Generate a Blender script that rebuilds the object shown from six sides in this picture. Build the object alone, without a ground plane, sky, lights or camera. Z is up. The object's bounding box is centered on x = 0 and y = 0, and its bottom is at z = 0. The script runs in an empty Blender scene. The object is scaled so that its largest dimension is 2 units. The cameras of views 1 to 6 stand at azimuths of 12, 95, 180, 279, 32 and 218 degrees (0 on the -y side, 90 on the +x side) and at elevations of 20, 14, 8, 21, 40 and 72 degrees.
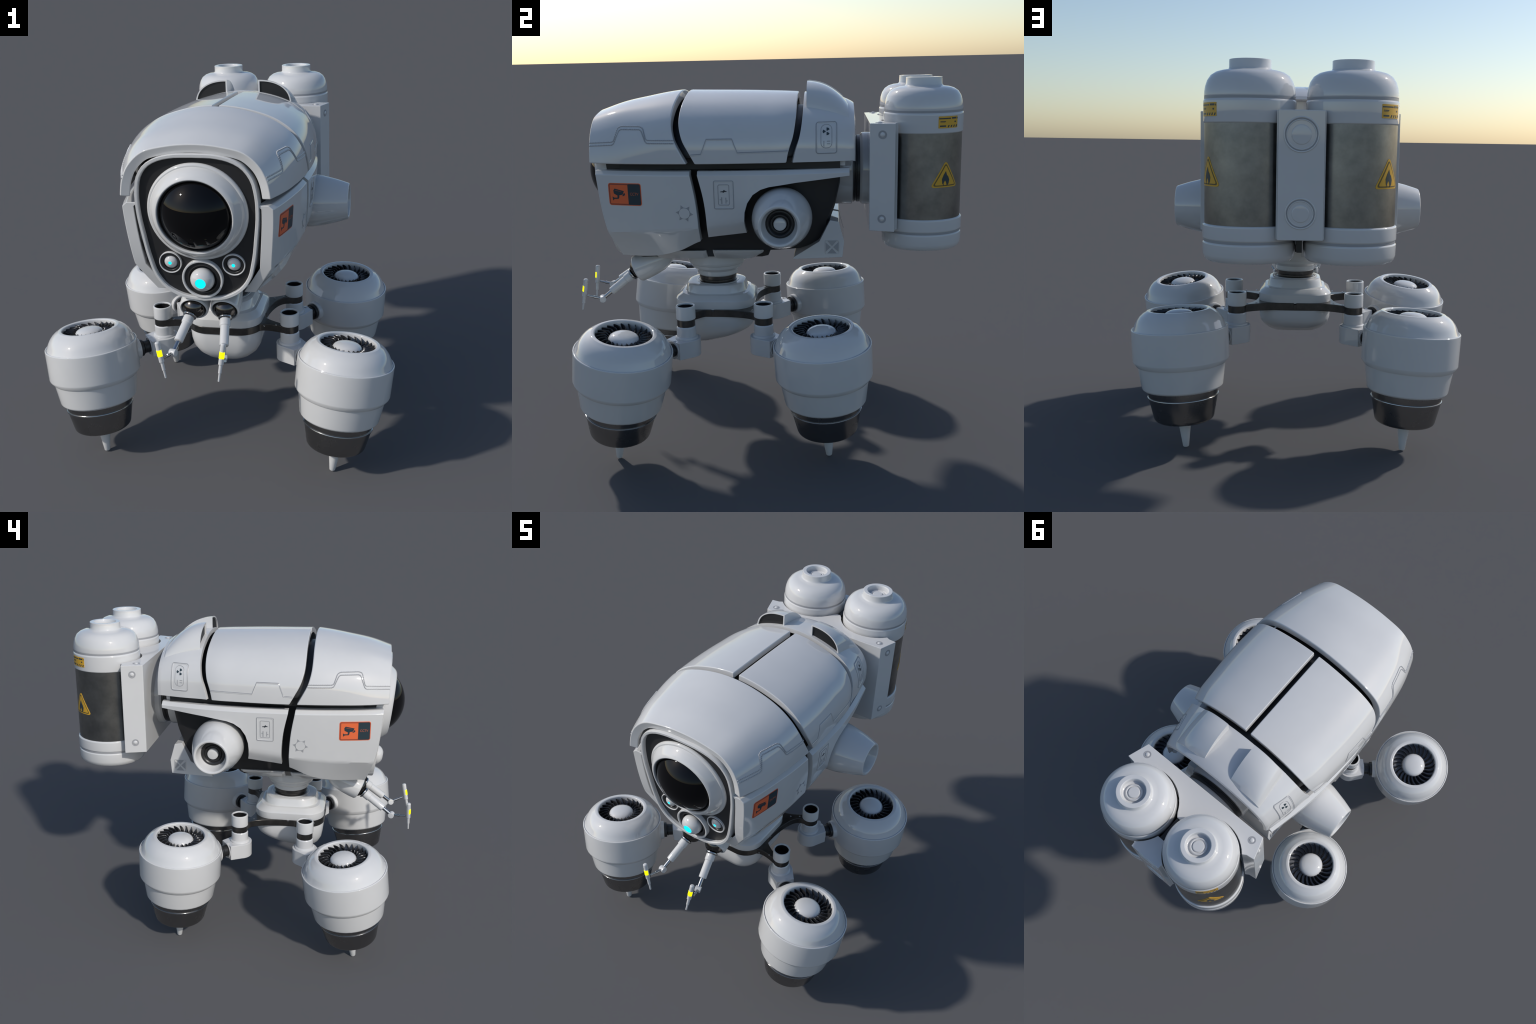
# White four-legged survey robot: glossy hull, big camera eye, fuel tanks on the back,
# four turbine-pod legs on a swivel hub, two thin arms under the chin.
import bpy, bmesh, math
import numpy as np
from mathutils import Matrix, Vector

rad = math.radians
# ------------------------------------------------------------------ materials
def principled(name, color, rough=0.3, metal=0.0, coat=0.0, spec=0.5, emit=None, grain=None, bump=None,
               rough_var=0.0):
    m = bpy.data.materials.new(name)
    m.use_nodes = True
    nt = m.node_tree
    b = nt.nodes["Principled BSDF"]
    b.inputs["Base Color"].default_value = (*color, 1)
    b.inputs["Roughness"].default_value = rough
    b.inputs["Metallic"].default_value = metal
    b.inputs["Coat Weight"].default_value = coat
    b.inputs["Coat Roughness"].default_value = 0.06
    b.inputs["Specular IOR Level"].default_value = spec
    if emit:
        b.inputs["Emission Color"].default_value = (*emit[0], 1)
        b.inputs["Emission Strength"].default_value = emit[1]
    tc = None
    if grain or bump or rough_var:
        tc = nt.nodes.new("ShaderNodeTexCoord")
    if grain:
        color2, scale, lo, hi, detail = grain
        n = nt.nodes.new("ShaderNodeTexNoise")
        n.inputs["Scale"].default_value = scale
        n.inputs["Detail"].default_value = detail
        n.inputs["Roughness"].default_value = 0.65
        nt.links.new(tc.outputs["Object"], n.inputs["Vector"])
        r = nt.nodes.new("ShaderNodeValToRGB")
        r.color_ramp.elements[0].position = lo
        r.color_ramp.elements[1].position = hi
        r.color_ramp.elements[0].color = (*color2, 1)
        r.color_ramp.elements[1].color = (*color, 1)
        nt.links.new(n.outputs["Fac"], r.inputs["Fac"])
        nt.links.new(r.outputs["Color"], b.inputs["Base Color"])
    if rough_var:
        n = nt.nodes.new("ShaderNodeTexNoise")
        n.inputs["Scale"].default_value = 9
        n.inputs["Detail"].default_value = 5
        nt.links.new(tc.outputs["Object"], n.inputs["Vector"])
        mr = nt.nodes.new("ShaderNodeMapRange")
        mr.inputs["To Min"].default_value = rough - rough_var
        mr.inputs["To Max"].default_value = rough + rough_var
        nt.links.new(n.outputs["Fac"], mr.inputs["Value"])
        nt.links.new(mr.outputs["Result"], b.inputs["Roughness"])
    if bump:
        n = nt.nodes.new("ShaderNodeTexNoise")
        n.inputs["Scale"].default_value = bump[0]
        n.inputs["Detail"].default_value = 4
        nt.links.new(tc.outputs["Object"], n.inputs["Vector"])
        bp = nt.nodes.new("ShaderNodeBump")
        bp.inputs["Strength"].default_value = bump[1]
        bp.inputs["Distance"].default_value = 0.004
        nt.links.new(n.outputs["Fac"], bp.inputs["Height"])
        nt.links.new(bp.outputs["Normal"], b.inputs["Normal"])
    return m

WHITE = principled("white_paint", (0.645, 0.642, 0.637), rough=0.04, spec=0.8, grain=((0.622, 0.619, 0.614), 5, 0.3, 0.7, 5))
ENGRAVE = principled("engraved_line", (0.34, 0.345, 0.36), rough=0.35)
CORE = principled("dark_composite", (0.022, 0.022, 0.023), rough=0.38, rough_var=0.06)
BLACKHOLE = principled("intake_black", (0.008, 0.008, 0.009), rough=0.5)
GUNMETAL = principled("gunmetal", (0.30, 0.29, 0.28), rough=0.27, metal=1.0, grain=((0.26, 0.252, 0.244), 7, 0.3, 0.7, 6), rough_var=0.03)
LINKMETAL = principled("link_metal", (0.13, 0.122, 0.115), rough=0.30, metal=0.9, grain=((0.07, 0.067, 0.064), 14, 0.3, 0.7, 6), rough_var=0.08)
SHOULDER = principled("shoulder_metal", (0.12, 0.113, 0.108), rough=0.17, metal=1.0, rough_var=0.05)
CHROME = principled("chrome", (0.42, 0.43, 0.44), rough=0.14, metal=1.0)
RUBBER = principled("black_rubber", (0.02, 0.02, 0.021), rough=0.35)
BLADE = principled("fan_blade_metal", (0.035, 0.036, 0.04), rough=0.2, metal=0.5)
FANFLOOR = principled("fan_floor_metal", (0.21, 0.215, 0.235), rough=0.35, metal=0.3)
TANK = principled("tank_metal", (0.34, 0.333, 0.315), rough=0.34, metal=1.0, grain=((0.20, 0.20, 0.195), 11, 0.28, 0.75, 9), rough_var=0.07)
GLASS = principled("lens_black_glass", (0.004, 0.004, 0.0045), rough=0.02, spec=0.25)
CYAN = principled("cyan_lamp", (0.0, 0.55, 0.65), rough=0.4, emit=((0.0, 0.83, 1.0), 1.0))
YELLOWLIGHT = principled("yellow_lamp", (0.6, 0.6, 0.0), rough=0.4, emit=((1.0, 0.98, 0.0), 1.0))
ORANGE = principled("orange_sticker", (0.83, 0.165, 0.058), rough=0.32)
LETTER = principled("sign_letter_ink", (0.52, 0.13, 0.06), rough=0.32)
ORANGE_DARK = principled("orange_sticker_border", (0.34, 0.075, 0.045), rough=0.32)
SLATE = principled("slate_sticker_ink", (0.030, 0.050, 0.062), rough=0.32)
AMBER = principled("amber_sticker", (0.72, 0.40, 0.035), rough=0.35)
OLIVE = principled("olive_border_ink", (0.15, 0.105, 0.03), rough=0.4)
INK = principled("dark_ink", (0.030, 0.036, 0.045), rough=0.4)

# ------------------------------------------------------------------ helpers
ROOT = bpy.data.objects.new("survey_robot", None)
bpy.context.scene.collection.objects.link(ROOT)
ROOT["label"] = "white glossy four-legged robot with camera eye and twin tanks"
ROOT["category"] = "robot"

def add(name, mesh, mat, parent=None, matrix=None):
    if mat is not None and not mesh.materials:
        mesh.materials.append(mat)
    o = bpy.data.objects.new(name, mesh)
    bpy.context.scene.collection.objects.link(o)
    o.parent = parent or ROOT
    if matrix is not None:
        o.matrix_local = matrix
    return o

def make_mesh(name, verts, faces, sharp=35, fix=True):
    me = bpy.data.meshes.new(name)
    bm = bmesh.new()
    vs = [bm.verts.new(tuple(map(float, v))) for v in verts]
    for f in faces:
        idx = []
        for i in f:
            if i not in idx:
                idx.append(i)
        if len(idx) > 2:
            try:
                bm.faces.new([vs[i] for i in idx])
            except ValueError:
                pass
    bmesh.ops.remove_doubles(bm, verts=bm.verts, dist=1e-6)
    if fix:
        bmesh.ops.recalc_face_normals(bm, faces=bm.faces)
    bm.to_mesh(me)
    bm.free()
    me.shade_smooth()
    if sharp is not None:
        me.set_sharp_from_angle(angle=rad(sharp))
    return me

def bevel(o, w, seg=2, angle=35):
    b = o.modifiers.new("round_edges", 'BEVEL')
    b.width = w
    b.segments = seg
    b.limit_method = 'ANGLE'
    b.angle_limit = rad(angle)
    b.harden_normals = True
    return o

def fillet(pts, n=4):
    """Round profile corners: a third number on a point is its fillet radius."""
    out = []
    for i, p in enumerate(pts):
        r = p[2] if len(p) > 2 else 0
        if r <= 0 or i in (0, len(pts) - 1):
            out.append((p[0], p[1]))
            continue
        a, b, c = (np.array(q[:2], float) for q in (pts[i - 1], p, pts[i + 1]))
        u, v = a - b, c - b
        lu, lv = np.linalg.norm(u), np.linalg.norm(v)
        r = min(r, lu * .49, lv * .49)
        p0, p2 = b + u / lu * r, b + v / lv * r
        for k in range(n + 1):
            t = k / n
            q = (1 - t) ** 2 * p0 + 2 * t * (1 - t) * b + t * t * p2
            out.append((q[0], q[1]))
    return out

def lathe_mesh(name, prof, seg=48, sharp=32, n=4):
    prof = fillet(prof, n)
    verts, faces, rings = [], [], []
    for r, z in prof:
        if r < 1e-5:
            rings.append([len(verts)] * seg)
            verts.append((0, 0, z))
        else:
            base = len(verts)
            for k in range(seg):
                a = 2 * math.pi * k / seg
                verts.append((r * math.cos(a), r * math.sin(a), z))
            rings.append([base + k for k in range(seg)])
    for a, b in zip(rings[:-1], rings[1:]):
        for k in range(seg):
            j = (k + 1) % seg
            faces.append((a[k], a[j], b[j], b[k]))
    me = make_mesh(name, verts, faces, sharp, fix=False)
    bm = bmesh.new(); bm.from_mesh(me)
    bmesh.ops.recalc_face_normals(bm, faces=bm.faces)
    bm.to_mesh(me); bm.free()
    return me

def axis_matrix(origin, direction, up=(0, 0, 1)):
    d = Vector(direction).normalized()
    u = Vector(up)
    if abs(d.dot(u)) > .99:
        u = Vector((0, 1, 0))
    x = u.cross(d).normalized()
    y = d.cross(x)
    m = Matrix((x, y, d)).transposed().to_4x4()
    m.translation = Vector(origin)
    return m

def lathe(name, prof, mat, origin=(0, 0, 0), direction=(0, 0, 1), parent=None, seg=48, sharp=32, n=4):
    m = axis_matrix(origin, direction)
    if parent is not None:
        m = parent.matrix_basis.inverted() @ m      # origin and direction are given in world space
    return add(name, lathe_mesh(name, prof, seg, sharp, n), mat, parent, m)

def prism_mesh(name, poly, z0, z1, sharp=35):
    k = len(poly)
    v = [(x, y, z0) for x, y in poly] + [(x, y, z1) for x, y in poly]
    f = [tuple(range(k)), tuple(range(k, 2 * k))] + [(i, (i + 1) % k, k + (i + 1) % k, k + i) for i in range(k)]
    return make_mesh(name, v, f, sharp)

def loft_mesh(name, rings, sharp=35, caps=True):
    k = len(rings[0])
    v = [p for r in rings for p in r]
    f = []
    for i in range(len(rings) - 1):
        for j in range(k):
            q = (j + 1) % k
            f.append((i * k + j, i * k + q, (i + 1) * k + q, (i + 1) * k + j))
    if caps:
        f.append(tuple(range(k)))
        f.append(tuple((len(rings) - 1) * k + j for j in range(k)))
    return make_mesh(name, v, f, sharp)

def shell_mesh(name, P, th, inward, sharp=35, straight=False):
    """Thick plate from a grid of surface points. inward(point) -> rough inward vector."""
    P = np.asarray(P, float)
    nu, nv, _ = P.shape
    du, dv = np.gradient(P, axis=0), np.gradient(P, axis=1)
    N = np.cross(du, dv)
    N /= np.linalg.norm(N, axis=2, keepdims=True) + 1e-12
    for i in range(nu):
        for j in range(nv):
            if np.dot(N[i, j], inward(P[i, j])) < 0:
                N[i, j] *= -1
    if straight:                                  # same thickness direction everywhere
        N = np.array([[inward(p) for p in row] for row in P], float)
    Q = P + N * th
    v = list(P.reshape(-1, 3)) + list(Q.reshape(-1, 3))
    off = nu * nv
    f = []
    idx = lambda i, j: i * nv + j
    for i in range(nu - 1):
        for j in range(nv - 1):
            q = (idx(i, j), idx(i + 1, j), idx(i + 1, j + 1), idx(i, j + 1))
            f.append(q)
            f.append(tuple(off + a for a in reversed(q)))
    for i in range(nu - 1):
        for j in (0, nv - 1):
            a, b = idx(i, j), idx(i + 1, j)
            f.append((a, b, off + b, off + a))
    for j in range(nv - 1):
        for i in (0, nu - 1):
            a, b = idx(i, j), idx(i, j + 1)
            f.append((a, b, off + b, off + a))
    return make_mesh(name, v, f, sharp)

def mirrored(mesh):
    m = mesh.copy()
    m.transform(Matrix.Scale(-1, 4, (1, 0, 0)))
    m.flip_normals()
    return m

def pair(name, mesh, mat, parent=None, bev=0, seg=2):
    out = []
    m2 = mirrored(mesh)
    for m in (mesh, m2):
        o = add(name, m, mat, parent)
        if bev:
            bevel(o, bev, seg)
        out.append(o)
    return out

def curve(xs, ys):
    """Smooth monotone-ish interpolation through control points (Catmull-Rom / Hermite)."""
    xs, ys = np.array(xs, float), np.array(ys, float)
    m = np.gradient(ys, xs)
    def f(x):
        x = min(max(x, xs[0]), xs[-1])
        i = min(int(np.searchsorted(xs, x, side='right')) - 1, len(xs) - 2)
        h = xs[i + 1] - xs[i]
        t = (x - xs[i]) / h
        return ((2 * t**3 - 3 * t**2 + 1) * ys[i] + (t**3 - 2 * t**2 + t) * h * m[i]
                + (-2 * t**3 + 3 * t**2) * ys[i + 1] + (t**3 - t**2) * h * m[i + 1])
    return f

def spline2(pts, n):
    """Points evenly along a smooth open curve through 2D control points."""
    pts = np.array(pts, float)
    s = np.concatenate([[0], np.cumsum(np.linalg.norm(np.diff(pts, axis=0), axis=1))])
    fx, fy = curve(s, pts[:, 0]), curve(s, pts[:, 1])
    return [(fx(t), fy(t)) for t in np.linspace(0, s[-1], n)]

def tube_mesh(name, path, r, seg=8, closed=False):
    path = [Vector(p) for p in path]
    n = len(path)
    verts, faces = [], []
    prev = None
    for i, p in enumerate(path):
        a = path[(i - 1) % n] if (closed or i > 0) else path[i]
        b = path[(i + 1) % n] if (closed or i < n - 1) else path[i]
        t = (b - a).normalized()
        ref = prev if prev is not None else (Vector((1, 0, 0)) if abs(t.x) < .8 else Vector((0, 0, 1)))
        u = (ref - t * ref.dot(t)).normalized()
        prev = u
        w = t.cross(u)
        for k in range(seg):
            an = 2 * math.pi * k / seg
            verts.append(p + (u * math.cos(an) + w * math.sin(an)) * r)
    for i in range(n if closed else n - 1):
        j = (i + 1) % n
        for k in range(seg):
            q = (k + 1) % seg
            faces.append((i * seg + k, i * seg + q, j * seg + q, j * seg + k))
    if not closed:
        faces.append(tuple(range(seg)))
        faces.append(tuple((n - 1) * seg + k for k in range(seg)))
    return make_mesh(name, verts, faces, 50)

def join_meshes(name, meshes):
    bm = bmesh.new()
    for m in meshes:
        bm.from_mesh(m)
    me = bpy.data.meshes.new(name)
    bm.to_mesh(me)
    bm.free()
    me.shade_smooth()
    me.set_sharp_from_angle(angle=rad(40))
    return me

def sticker_mesh(name, polys, mapper, depth=0.0016, cuts=2, sink=0.002):
    """Flat 2D outlines -> thin sheets wrapped on a surface. mapper(a, b, h) -> 3D point, h = height above it."""
    bm = bmesh.new()
    for poly in polys:
        vs = [bm.verts.new((a, b, 0)) for a, b in poly]
        bm.faces.new(vs)
    bmesh.ops.triangulate(bm, faces=bm.faces[:])
    if cuts:
        for _ in range(cuts):
            bmesh.ops.subdivide_edges(bm, edges=bm.edges[:], cuts=1, use_grid_fill=True)
            bmesh.ops.triangulate(bm, faces=bm.faces[:])
    bmesh.ops.recalc_face_normals(bm, faces=bm.faces)
    ret = bmesh.ops.extrude_face_region(bm, geom=bm.faces[:])
    top = {v for v in ret["geom"] if isinstance(v, bmesh.types.BMVert)}
    for v in bm.verts:
        h = depth if v in top else -sink
        v.co = Vector(mapper(v.co.x, v.co.y, h))
    bmesh.ops.recalc_face_normals(bm, faces=bm.faces)
    me = bpy.data.meshes.new(name)
    bm.to_mesh(me)
    bm.free()
    me.shade_smooth()
    me.set_sharp_from_angle(angle=rad(35))
    return me

def rrect(x0, y0, x1, y1, r, n=5):
    out = []
    for cx, cy, a0 in ((x1 - r, y1 - r, 0), (x0 + r, y1 - r, 90), (x0 + r, y0 + r, 180), (x1 - r, y0 + r, 270)):
        for k in range(n + 1):
            a = rad(a0 + 90 * k / n)
            out.append((cx + r * math.cos(a), cy + r * math.sin(a)))
    return out

def circle(cx, cy, r, n=20, a0=0):
    return [(cx + r * math.cos(rad(a0) + 2 * math.pi * k / n), cy + r * math.sin(rad(a0) + 2 * math.pi * k / n)) for k in range(n)]

def text_polys_mesh(body, size):
    cu = bpy.data.curves.new("lettering", 'FONT')
    cu.body = body
    cu.size = size
    cu.align_x = 'CENTER'
    cu.align_y = 'CENTER'
    ob = bpy.data.objects.new("lettering_tmp", cu)
    bpy.context.scene.collection.objects.link(ob)
    dg = bpy.context.evaluated_depsgraph_get()
    me = bpy.data.meshes.new_from_object(ob.evaluated_get(dg))
    polys = [[(me.vertices[i].co.x, me.vertices[i].co.y) for i in p.vertices] for p in me.polygons]
    bpy.data.objects.remove(ob)
    return polys

# ------------------------------------------------------------------ hull surfaces
ZB = 1.450                                   # lower rim of the upper shell
W_UP = curve([-.84, -.77, -.70, -.55, -.40, -.20, 0, .15, .175, .33, .48], [.346, .372, .394, .422, .439, .446, .436, .419, .411, .386, .352])
T_UP = curve([-.84, -.715, -.59, -.45, -.40, -.365, 0, .19, .30, .40, .45, .485], [1.690, 1.731, 1.757, 1.781, 1.786, 1.785, 1.776, 1.767, 1.757, 1.738, 1.718, 1.690])
SEC_FRONT = [(1, 0), (.985, .16), (.957, .33), (.857, .61), (.66, .850), (.38, .953), (0, 1)]
SEC_MID = [(1, 0), (1.0, .16), (.984, .35), (.885, .60), (.704, .785), (.419, .926), (0, 1)]
NS = 41
def _smooth_half(sec):
    full = sec + [(-x, z) for x, z in reversed(sec[:-1])]      # spline through both halves: no crease on the crown
    return np.array(spline2(full, 2 * NS - 1))[:NS]
_f, _m = _smooth_half(SEC_FRONT), _smooth_half(SEC_MID)

def half_section(y):
    """(x, z) points of the upper shell from its lower rim to the crown."""
    k = min(max((y + .83) / .40, 0), 1)
    k = k * k * (3 - 2 * k)
    s = _f * (1 - k) + _m * k
    return np.stack([s[:, 0] * W_UP(y), ZB + s[:, 1] * (T_UP(y) - ZB)], axis=1)

def upper_point(y, t):
    """t in -1..1: -1 lower rim on -x, 0 crown, 1 lower rim on +x."""
    s = half_section(y)
    u = (1 - abs(t)) * (NS - 1)
    i = min(int(u), NS - 2)
    p = s[i] * (1 - (u - i)) + s[i + 1] * (u - i)
    return np.array([math.copysign(p[0], t) if t else 0.0, y, p[1]])

def upper_x(y, z):
    s = half_section(y)
    return float(np.interp(z, s[:, 1], s[:, 0]))

def inward_axis(z0=1.35):
    return lambda p: np.array([-p[0], 0, z0 - p[2]])

def shell_panel(name, t0, t1, y_front, y_rear, th, nu=24, nv=41):
    """Upper shell panel between two edge curves y(z)."""
    P = np.zeros((nu, nv, 3))
    for j, t in enumerate(np.linspace(t0, t1, nv)):
        yf = yr = None
        z = upper_point(0, t)[2]
        yf, yr = y_front(z), y_rear(z)
        z = upper_point(yf, t)[2]; yf = y_front(z)
        z = upper_point(yr, t)[2]; yr = y_rear(z)
        for i, u in enumerate(np.linspace(0, 1, nu)):
            P[i, j] = upper_point(yf + (yr - yf) * u, t)
    return shell_mesh(name, P, th, inward_axis())

edge_hood = curve([1.44, 1.50, 1.557, 1.61, 1.80], [-.325, -.358, -.386, -.401, -.403])
edge_mid_f = curve([1.44, 1.50, 1.557, 1.61, 1.80], [-.285, -.318, -.348, -.364, -.366])
edge_mid_r = curve([1.44, 1.50, 1.57, 1.65, 1.80], [.144, .156, .178, .190, .192])
edge_cowl = curve([1.44, 1.50, 1.57, 1.65, 1.80], [.173, .187, .208, .220, .222])

bevel(add("hood", shell_panel("hood", -1, 1, lambda z: -.832, edge_hood, .046, 30, 81), WHITE), .006)
GAP = .016
def mid_panel():
    nu, nv = 24, 41
    P = np.zeros((nu, nv, 3))
    for j in range(nv):
        v = j / (nv - 1)
        for i in range(nu):
            u = i / (nu - 1)
            y = -.2
            t = v
            for _ in range(3):
                z = upper_point(y, t)[2]
                a, b = edge_mid_f(z), edge_mid_r(z)
                y = a + (b - a) * u
                # crown edge is cut at x = GAP
                lo, hi = 0.0, .3
                for _ in range(25):
                    m = (lo + hi) / 2
                    if upper_point(y, m)[0] < GAP: lo = m
                    else: hi = m
                t = lo + (1 - lo) * v
            P[i, j] = upper_point(y, t)
    return shell_mesh("top_panel", P, .034, inward_axis())
pair("top_panel", mid_panel(), WHITE, bev=.005)

# rear cowl: shell that turns down over its rear rim
def cowl():
    nu, nv = 22, 81
    P = np.zeros((nu, nv, 3))
    for j, t in enumerate(np.linspace(-1, 1, nv)):
        z = upper_point(.2, t)[2]
        yf = edge_cowl(z)
        for i in range(nu):
            u = i / (nu - 1)
            a = u * 1.12
            y = yf + (.455 - yf) * min(a, 1)
            p = upper_point(y, t)
            if a > 1:
                k = (a - 1) / .12
                ang = k * math.pi / 2
                r = .022
                c = np.array([0, 0, 1.36])
                d = p - c; d[1] = 0
                L = np.linalg.norm(d)
                p = c + d / L * (L - r * (1 - math.cos(ang)))
                p[1] = .455 + r * math.sin(ang) * .85
            P[i, j] = p
    return shell_mesh("rear_cowl", P, .026, lambda p: np.array([-p[0], -.25 if p[1] > .450 else 0, 1.35 - p[2]]))
COWL = bevel(add("rear_cowl", cowl(), WHITE), .004)

# bulkhead that closes the cowl at the back
bh = half_section(.44)
bh = [(max(x - .024 * min(1, x / .15), 0), z - .024) for x, z in bh if z > 1.45][::-1] + [(half_section(.44)[0][0] - .024, 1.425)]
bh_loop = bh + [(-x, z) for x, z in reversed(bh[1:])]
add("rear_bulkhead", loft_mesh("rear_bulkhead", [[(x, .380, z) for x, z in bh_loop], [(x, .424, z) for x, z in bh_loop]]), WHITE, COWL)

# air scoops on the cowl
def scoop_section(y, grow=0.0, n=22):
    ztop = curve([.232, .28, .33, .39, .42, .440], [1.822, 1.815, 1.799, 1.761, 1.734, 1.710])(y) - grow
    xi, xo = .088 + grow, .272 + .012 * (y - .24) / .2 - grow
    base = lambda x: float(np.interp(x, half_section(y)[::-1, 0], half_section(y)[::-1, 1])) - .022
    ring = [(xi, y, base(xi))]
    zo = base(xo)
    for k in range(n + 1):
        a = math.pi / 2 * k / n
        x = xi + (xo - xi) * math.sin(a) ** .92
        z = zo + (ztop - zo) * math.cos(a) ** .80
        ring.append((x, y, max(z, base(x))))
    return ring
rings = [scoop_section(y) for y in np.linspace(.238, .440, 14)]
# hollow mouth: outer skin, mouth lip, dark throat
k = len(rings[0])
inner = [scoop_section(y, .008) for y in (.238, .275)]
v = [p for r in rings for p in r] + [p for r in inner for p in r]
f = []
for i in range(len(rings) - 1):
    for j in range(k):
        q = (j + 1) % k
        f.append((i * k + j, i * k + q, (i + 1) * k + q, (i + 1) * k + j))
f.append(tuple((len(rings) - 1) * k + j for j in range(k)))
o0 = len(rings) * k
for j in range(k):
    q = (j + 1) % k
    f.append((j, q, o0 + q, o0 + j))
    f.append((o0 + j, o0 + q, o0 + k + q, o0 + k + j))
f.append(tuple(o0 + k + j for j in range(k)))
for o in pair("air_scoop", make_mesh("air_scoop", v, f, 40), WHITE, COWL):
    pass
throat = loft_mesh("scoop_throat", [scoop_section(y, .0095) for y in (.246, .2735)])
pair("scoop_throat", throat, BLACKHOLE, COWL)

# ------------------------------------------------------------------ lower hull
A_LOW = curve([-.82, -.72, -.56, -.42, -.33, -.157, 0, .2, .43, .5], [.350, .377, .408, .428, .435, .441, .439, .419, .374, .36])
KINK_DROP = curve([-.82, -.74, -.55, -.29, 0, .4], [.036, .034, .026, .020, .018, .018])
Z_KINK = curve([-.82, -.76, -.5, -.29, -.06, .4], [1.095, 1.10, 1.115, 1.133, 1.16, 1.17])
Z_BOT = curve([-.82, -.71, -.60, -.50, -.40, -.29, -.2], [.958, .960, .963, .975, 1.005, 1.058, 1.08])
X_BOT = curve([-.82, -.71, -.60, -.50, -.40, -.29, -.055, .1], [.228, .243, .278, .313, .346, .368, .372, .365])
Z_TOP, Z_EDGE = 1.414, 1.395
def low_x(y, z):
    a, d, zk = A_LOW(y), KINK_DROP(y), Z_KINK(y)
    if z > Z_EDGE:
        return a - (z - Z_EDGE) * 1.15          # inclined upper edge
    if z >= zk:
        k = (Z_TOP - z) / (Z_TOP - zk)
        return a - d * max(k, 0) ** 1.6
    zb = Z_BOT(y)
    k = min((zk - z) / max(zk - zb, .01), 1.3)
    return (a - d) + (X_BOT(y) - (a - d)) * k

def low_point(y, z):
    return np.array([low_x(y, z), y, z])

front_edge = curve([.94, 1.10, 1.414], [-.712, -.764, -.806])
rear_edge = curve([.94, 1.06, 1.14, 1.28, 1.405], [-.287, -.288, -.289, -.300, -.322])
def front_side_panel():
    nu, nv = 28, 31
    P = np.zeros((nu, nv, 3))
    for i in range(nu):
        u = i / (nu - 1)
        for j in range(nv):
            v = j / (nv - 1)
            y = -.8 + .5 * u
            for _ in range(4):
                if j == 0:
                    z = Z_TOP
                elif v <= .7:
                    z = Z_EDGE + (Z_KINK(y) - Z_EDGE) * (j - 1) / (.7 * (nv - 1) - 1)
                else:
                    z = Z_KINK(y) + (Z_BOT(y) - Z_KINK(y)) * (v - .7) / .3
                y = front_edge(z) + (rear_edge(z) - front_edge(z)) * u
            P[i, j] = low_point(y, z)
    return shell_mesh("side_panel", P, .056, lambda p: np.array([-1, 0, 0]), 25, True)
SIDE = pair("side_panel", front_side_panel(), WHITE, bev=.004)

rear_front_edge = curve([1.05, 1.082, 1.143, 1.28, 1.40], [-.247, -.247, -.247, -.258, -.284])
# lower outline (y, z) of the fender paired with the y on its upper edge, so that the grid lines fan out
ARCH = [(-.247, 1.082, -.284), (-.055, 1.106, -.15), (-.0605, 1.135, -.135), (-.0635, 1.168, -.12), (-.060, 1.212, -.10), (-.046, 1.258, -.06), (-.018, 1.299, -.02),
        (.02, 1.324, .03), (.06, 1.336, .07), (.112, 1.343, .12), (.19, 1.354, .20), (.445, 1.379, .445)]
def rear_side_panel():
    cols = []
    for p0, p1 in zip(ARCH[:-1], ARCH[1:]):
        n = 8 if p1[0] - p0[0] > .1 else 3
        for k in range(n):
            cols.append(tuple(np.array(p0) * (1 - k / n) + np.array(p1) * k / n))
    cols.append(ARCH[-1])
    nv = 16
    P = np.zeros((len(cols), nv, 3))
    for i, (yb, zb, yt) in enumerate(cols):
        for j in range(nv):
            v = max(j - 1, 0) / (nv - 2)
            z = Z_EDGE + (zb - Z_EDGE) * v if j else Z_TOP
            y = yt + (yb - yt) * v
            if i == 0:
                y = rear_front_edge(z)
            P[i, j] = (low_x(y, max(z, 1.082)), y, z)
    return shell_mesh("fender_panel", P, .034, lambda p: np.array([-1, 0, 0]), 25, True)
FENDER = pair("fender_panel", rear_side_panel(), WHITE, bev=.004)

# dark inner body
def core():
    rings = []
    for y in (-.69, -.60, -.50, -.40, -.30, -.20, -.10, 0, .10, .20, .28, .33, .375, .40):
        up = half_section(y)[::-4]
        prof = [(max(x - .065 * min(1, x / .2), 0), z - .066) for x, z in up]
        a = float(np.interp(y, [-.7, -.5, -.2, .1, .4], [.26, .285, .29, .295, .305]))
        prof = [(x, z) for x, z in prof if z > 1.475]
        prof += [(prof[-1][0], 1.472), (a + .045, 1.466), (a + .045, 1.412)]
        zb = float(np.interp(y, [-.69, -.3, .05, .20, .30, .36, .40], [.985, .985, .985, .998, 1.035, 1.15, 1.335]))
        zm = max(1.14, zb + .03)
        low = [(a, 1.405), (a - .012, max(1.25, zb + .06)), (a - .02, zm), (a - .045, zb)]
        half = prof + low
        ring = [(x, y, z) for x, z in half] + [(-x, y, z) for x, z in reversed(half)]
        rings.append(ring)
    return loft_mesh("inner_body", rings, 30)
CORE_OB = add("inner_body", core(), CORE)

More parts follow.
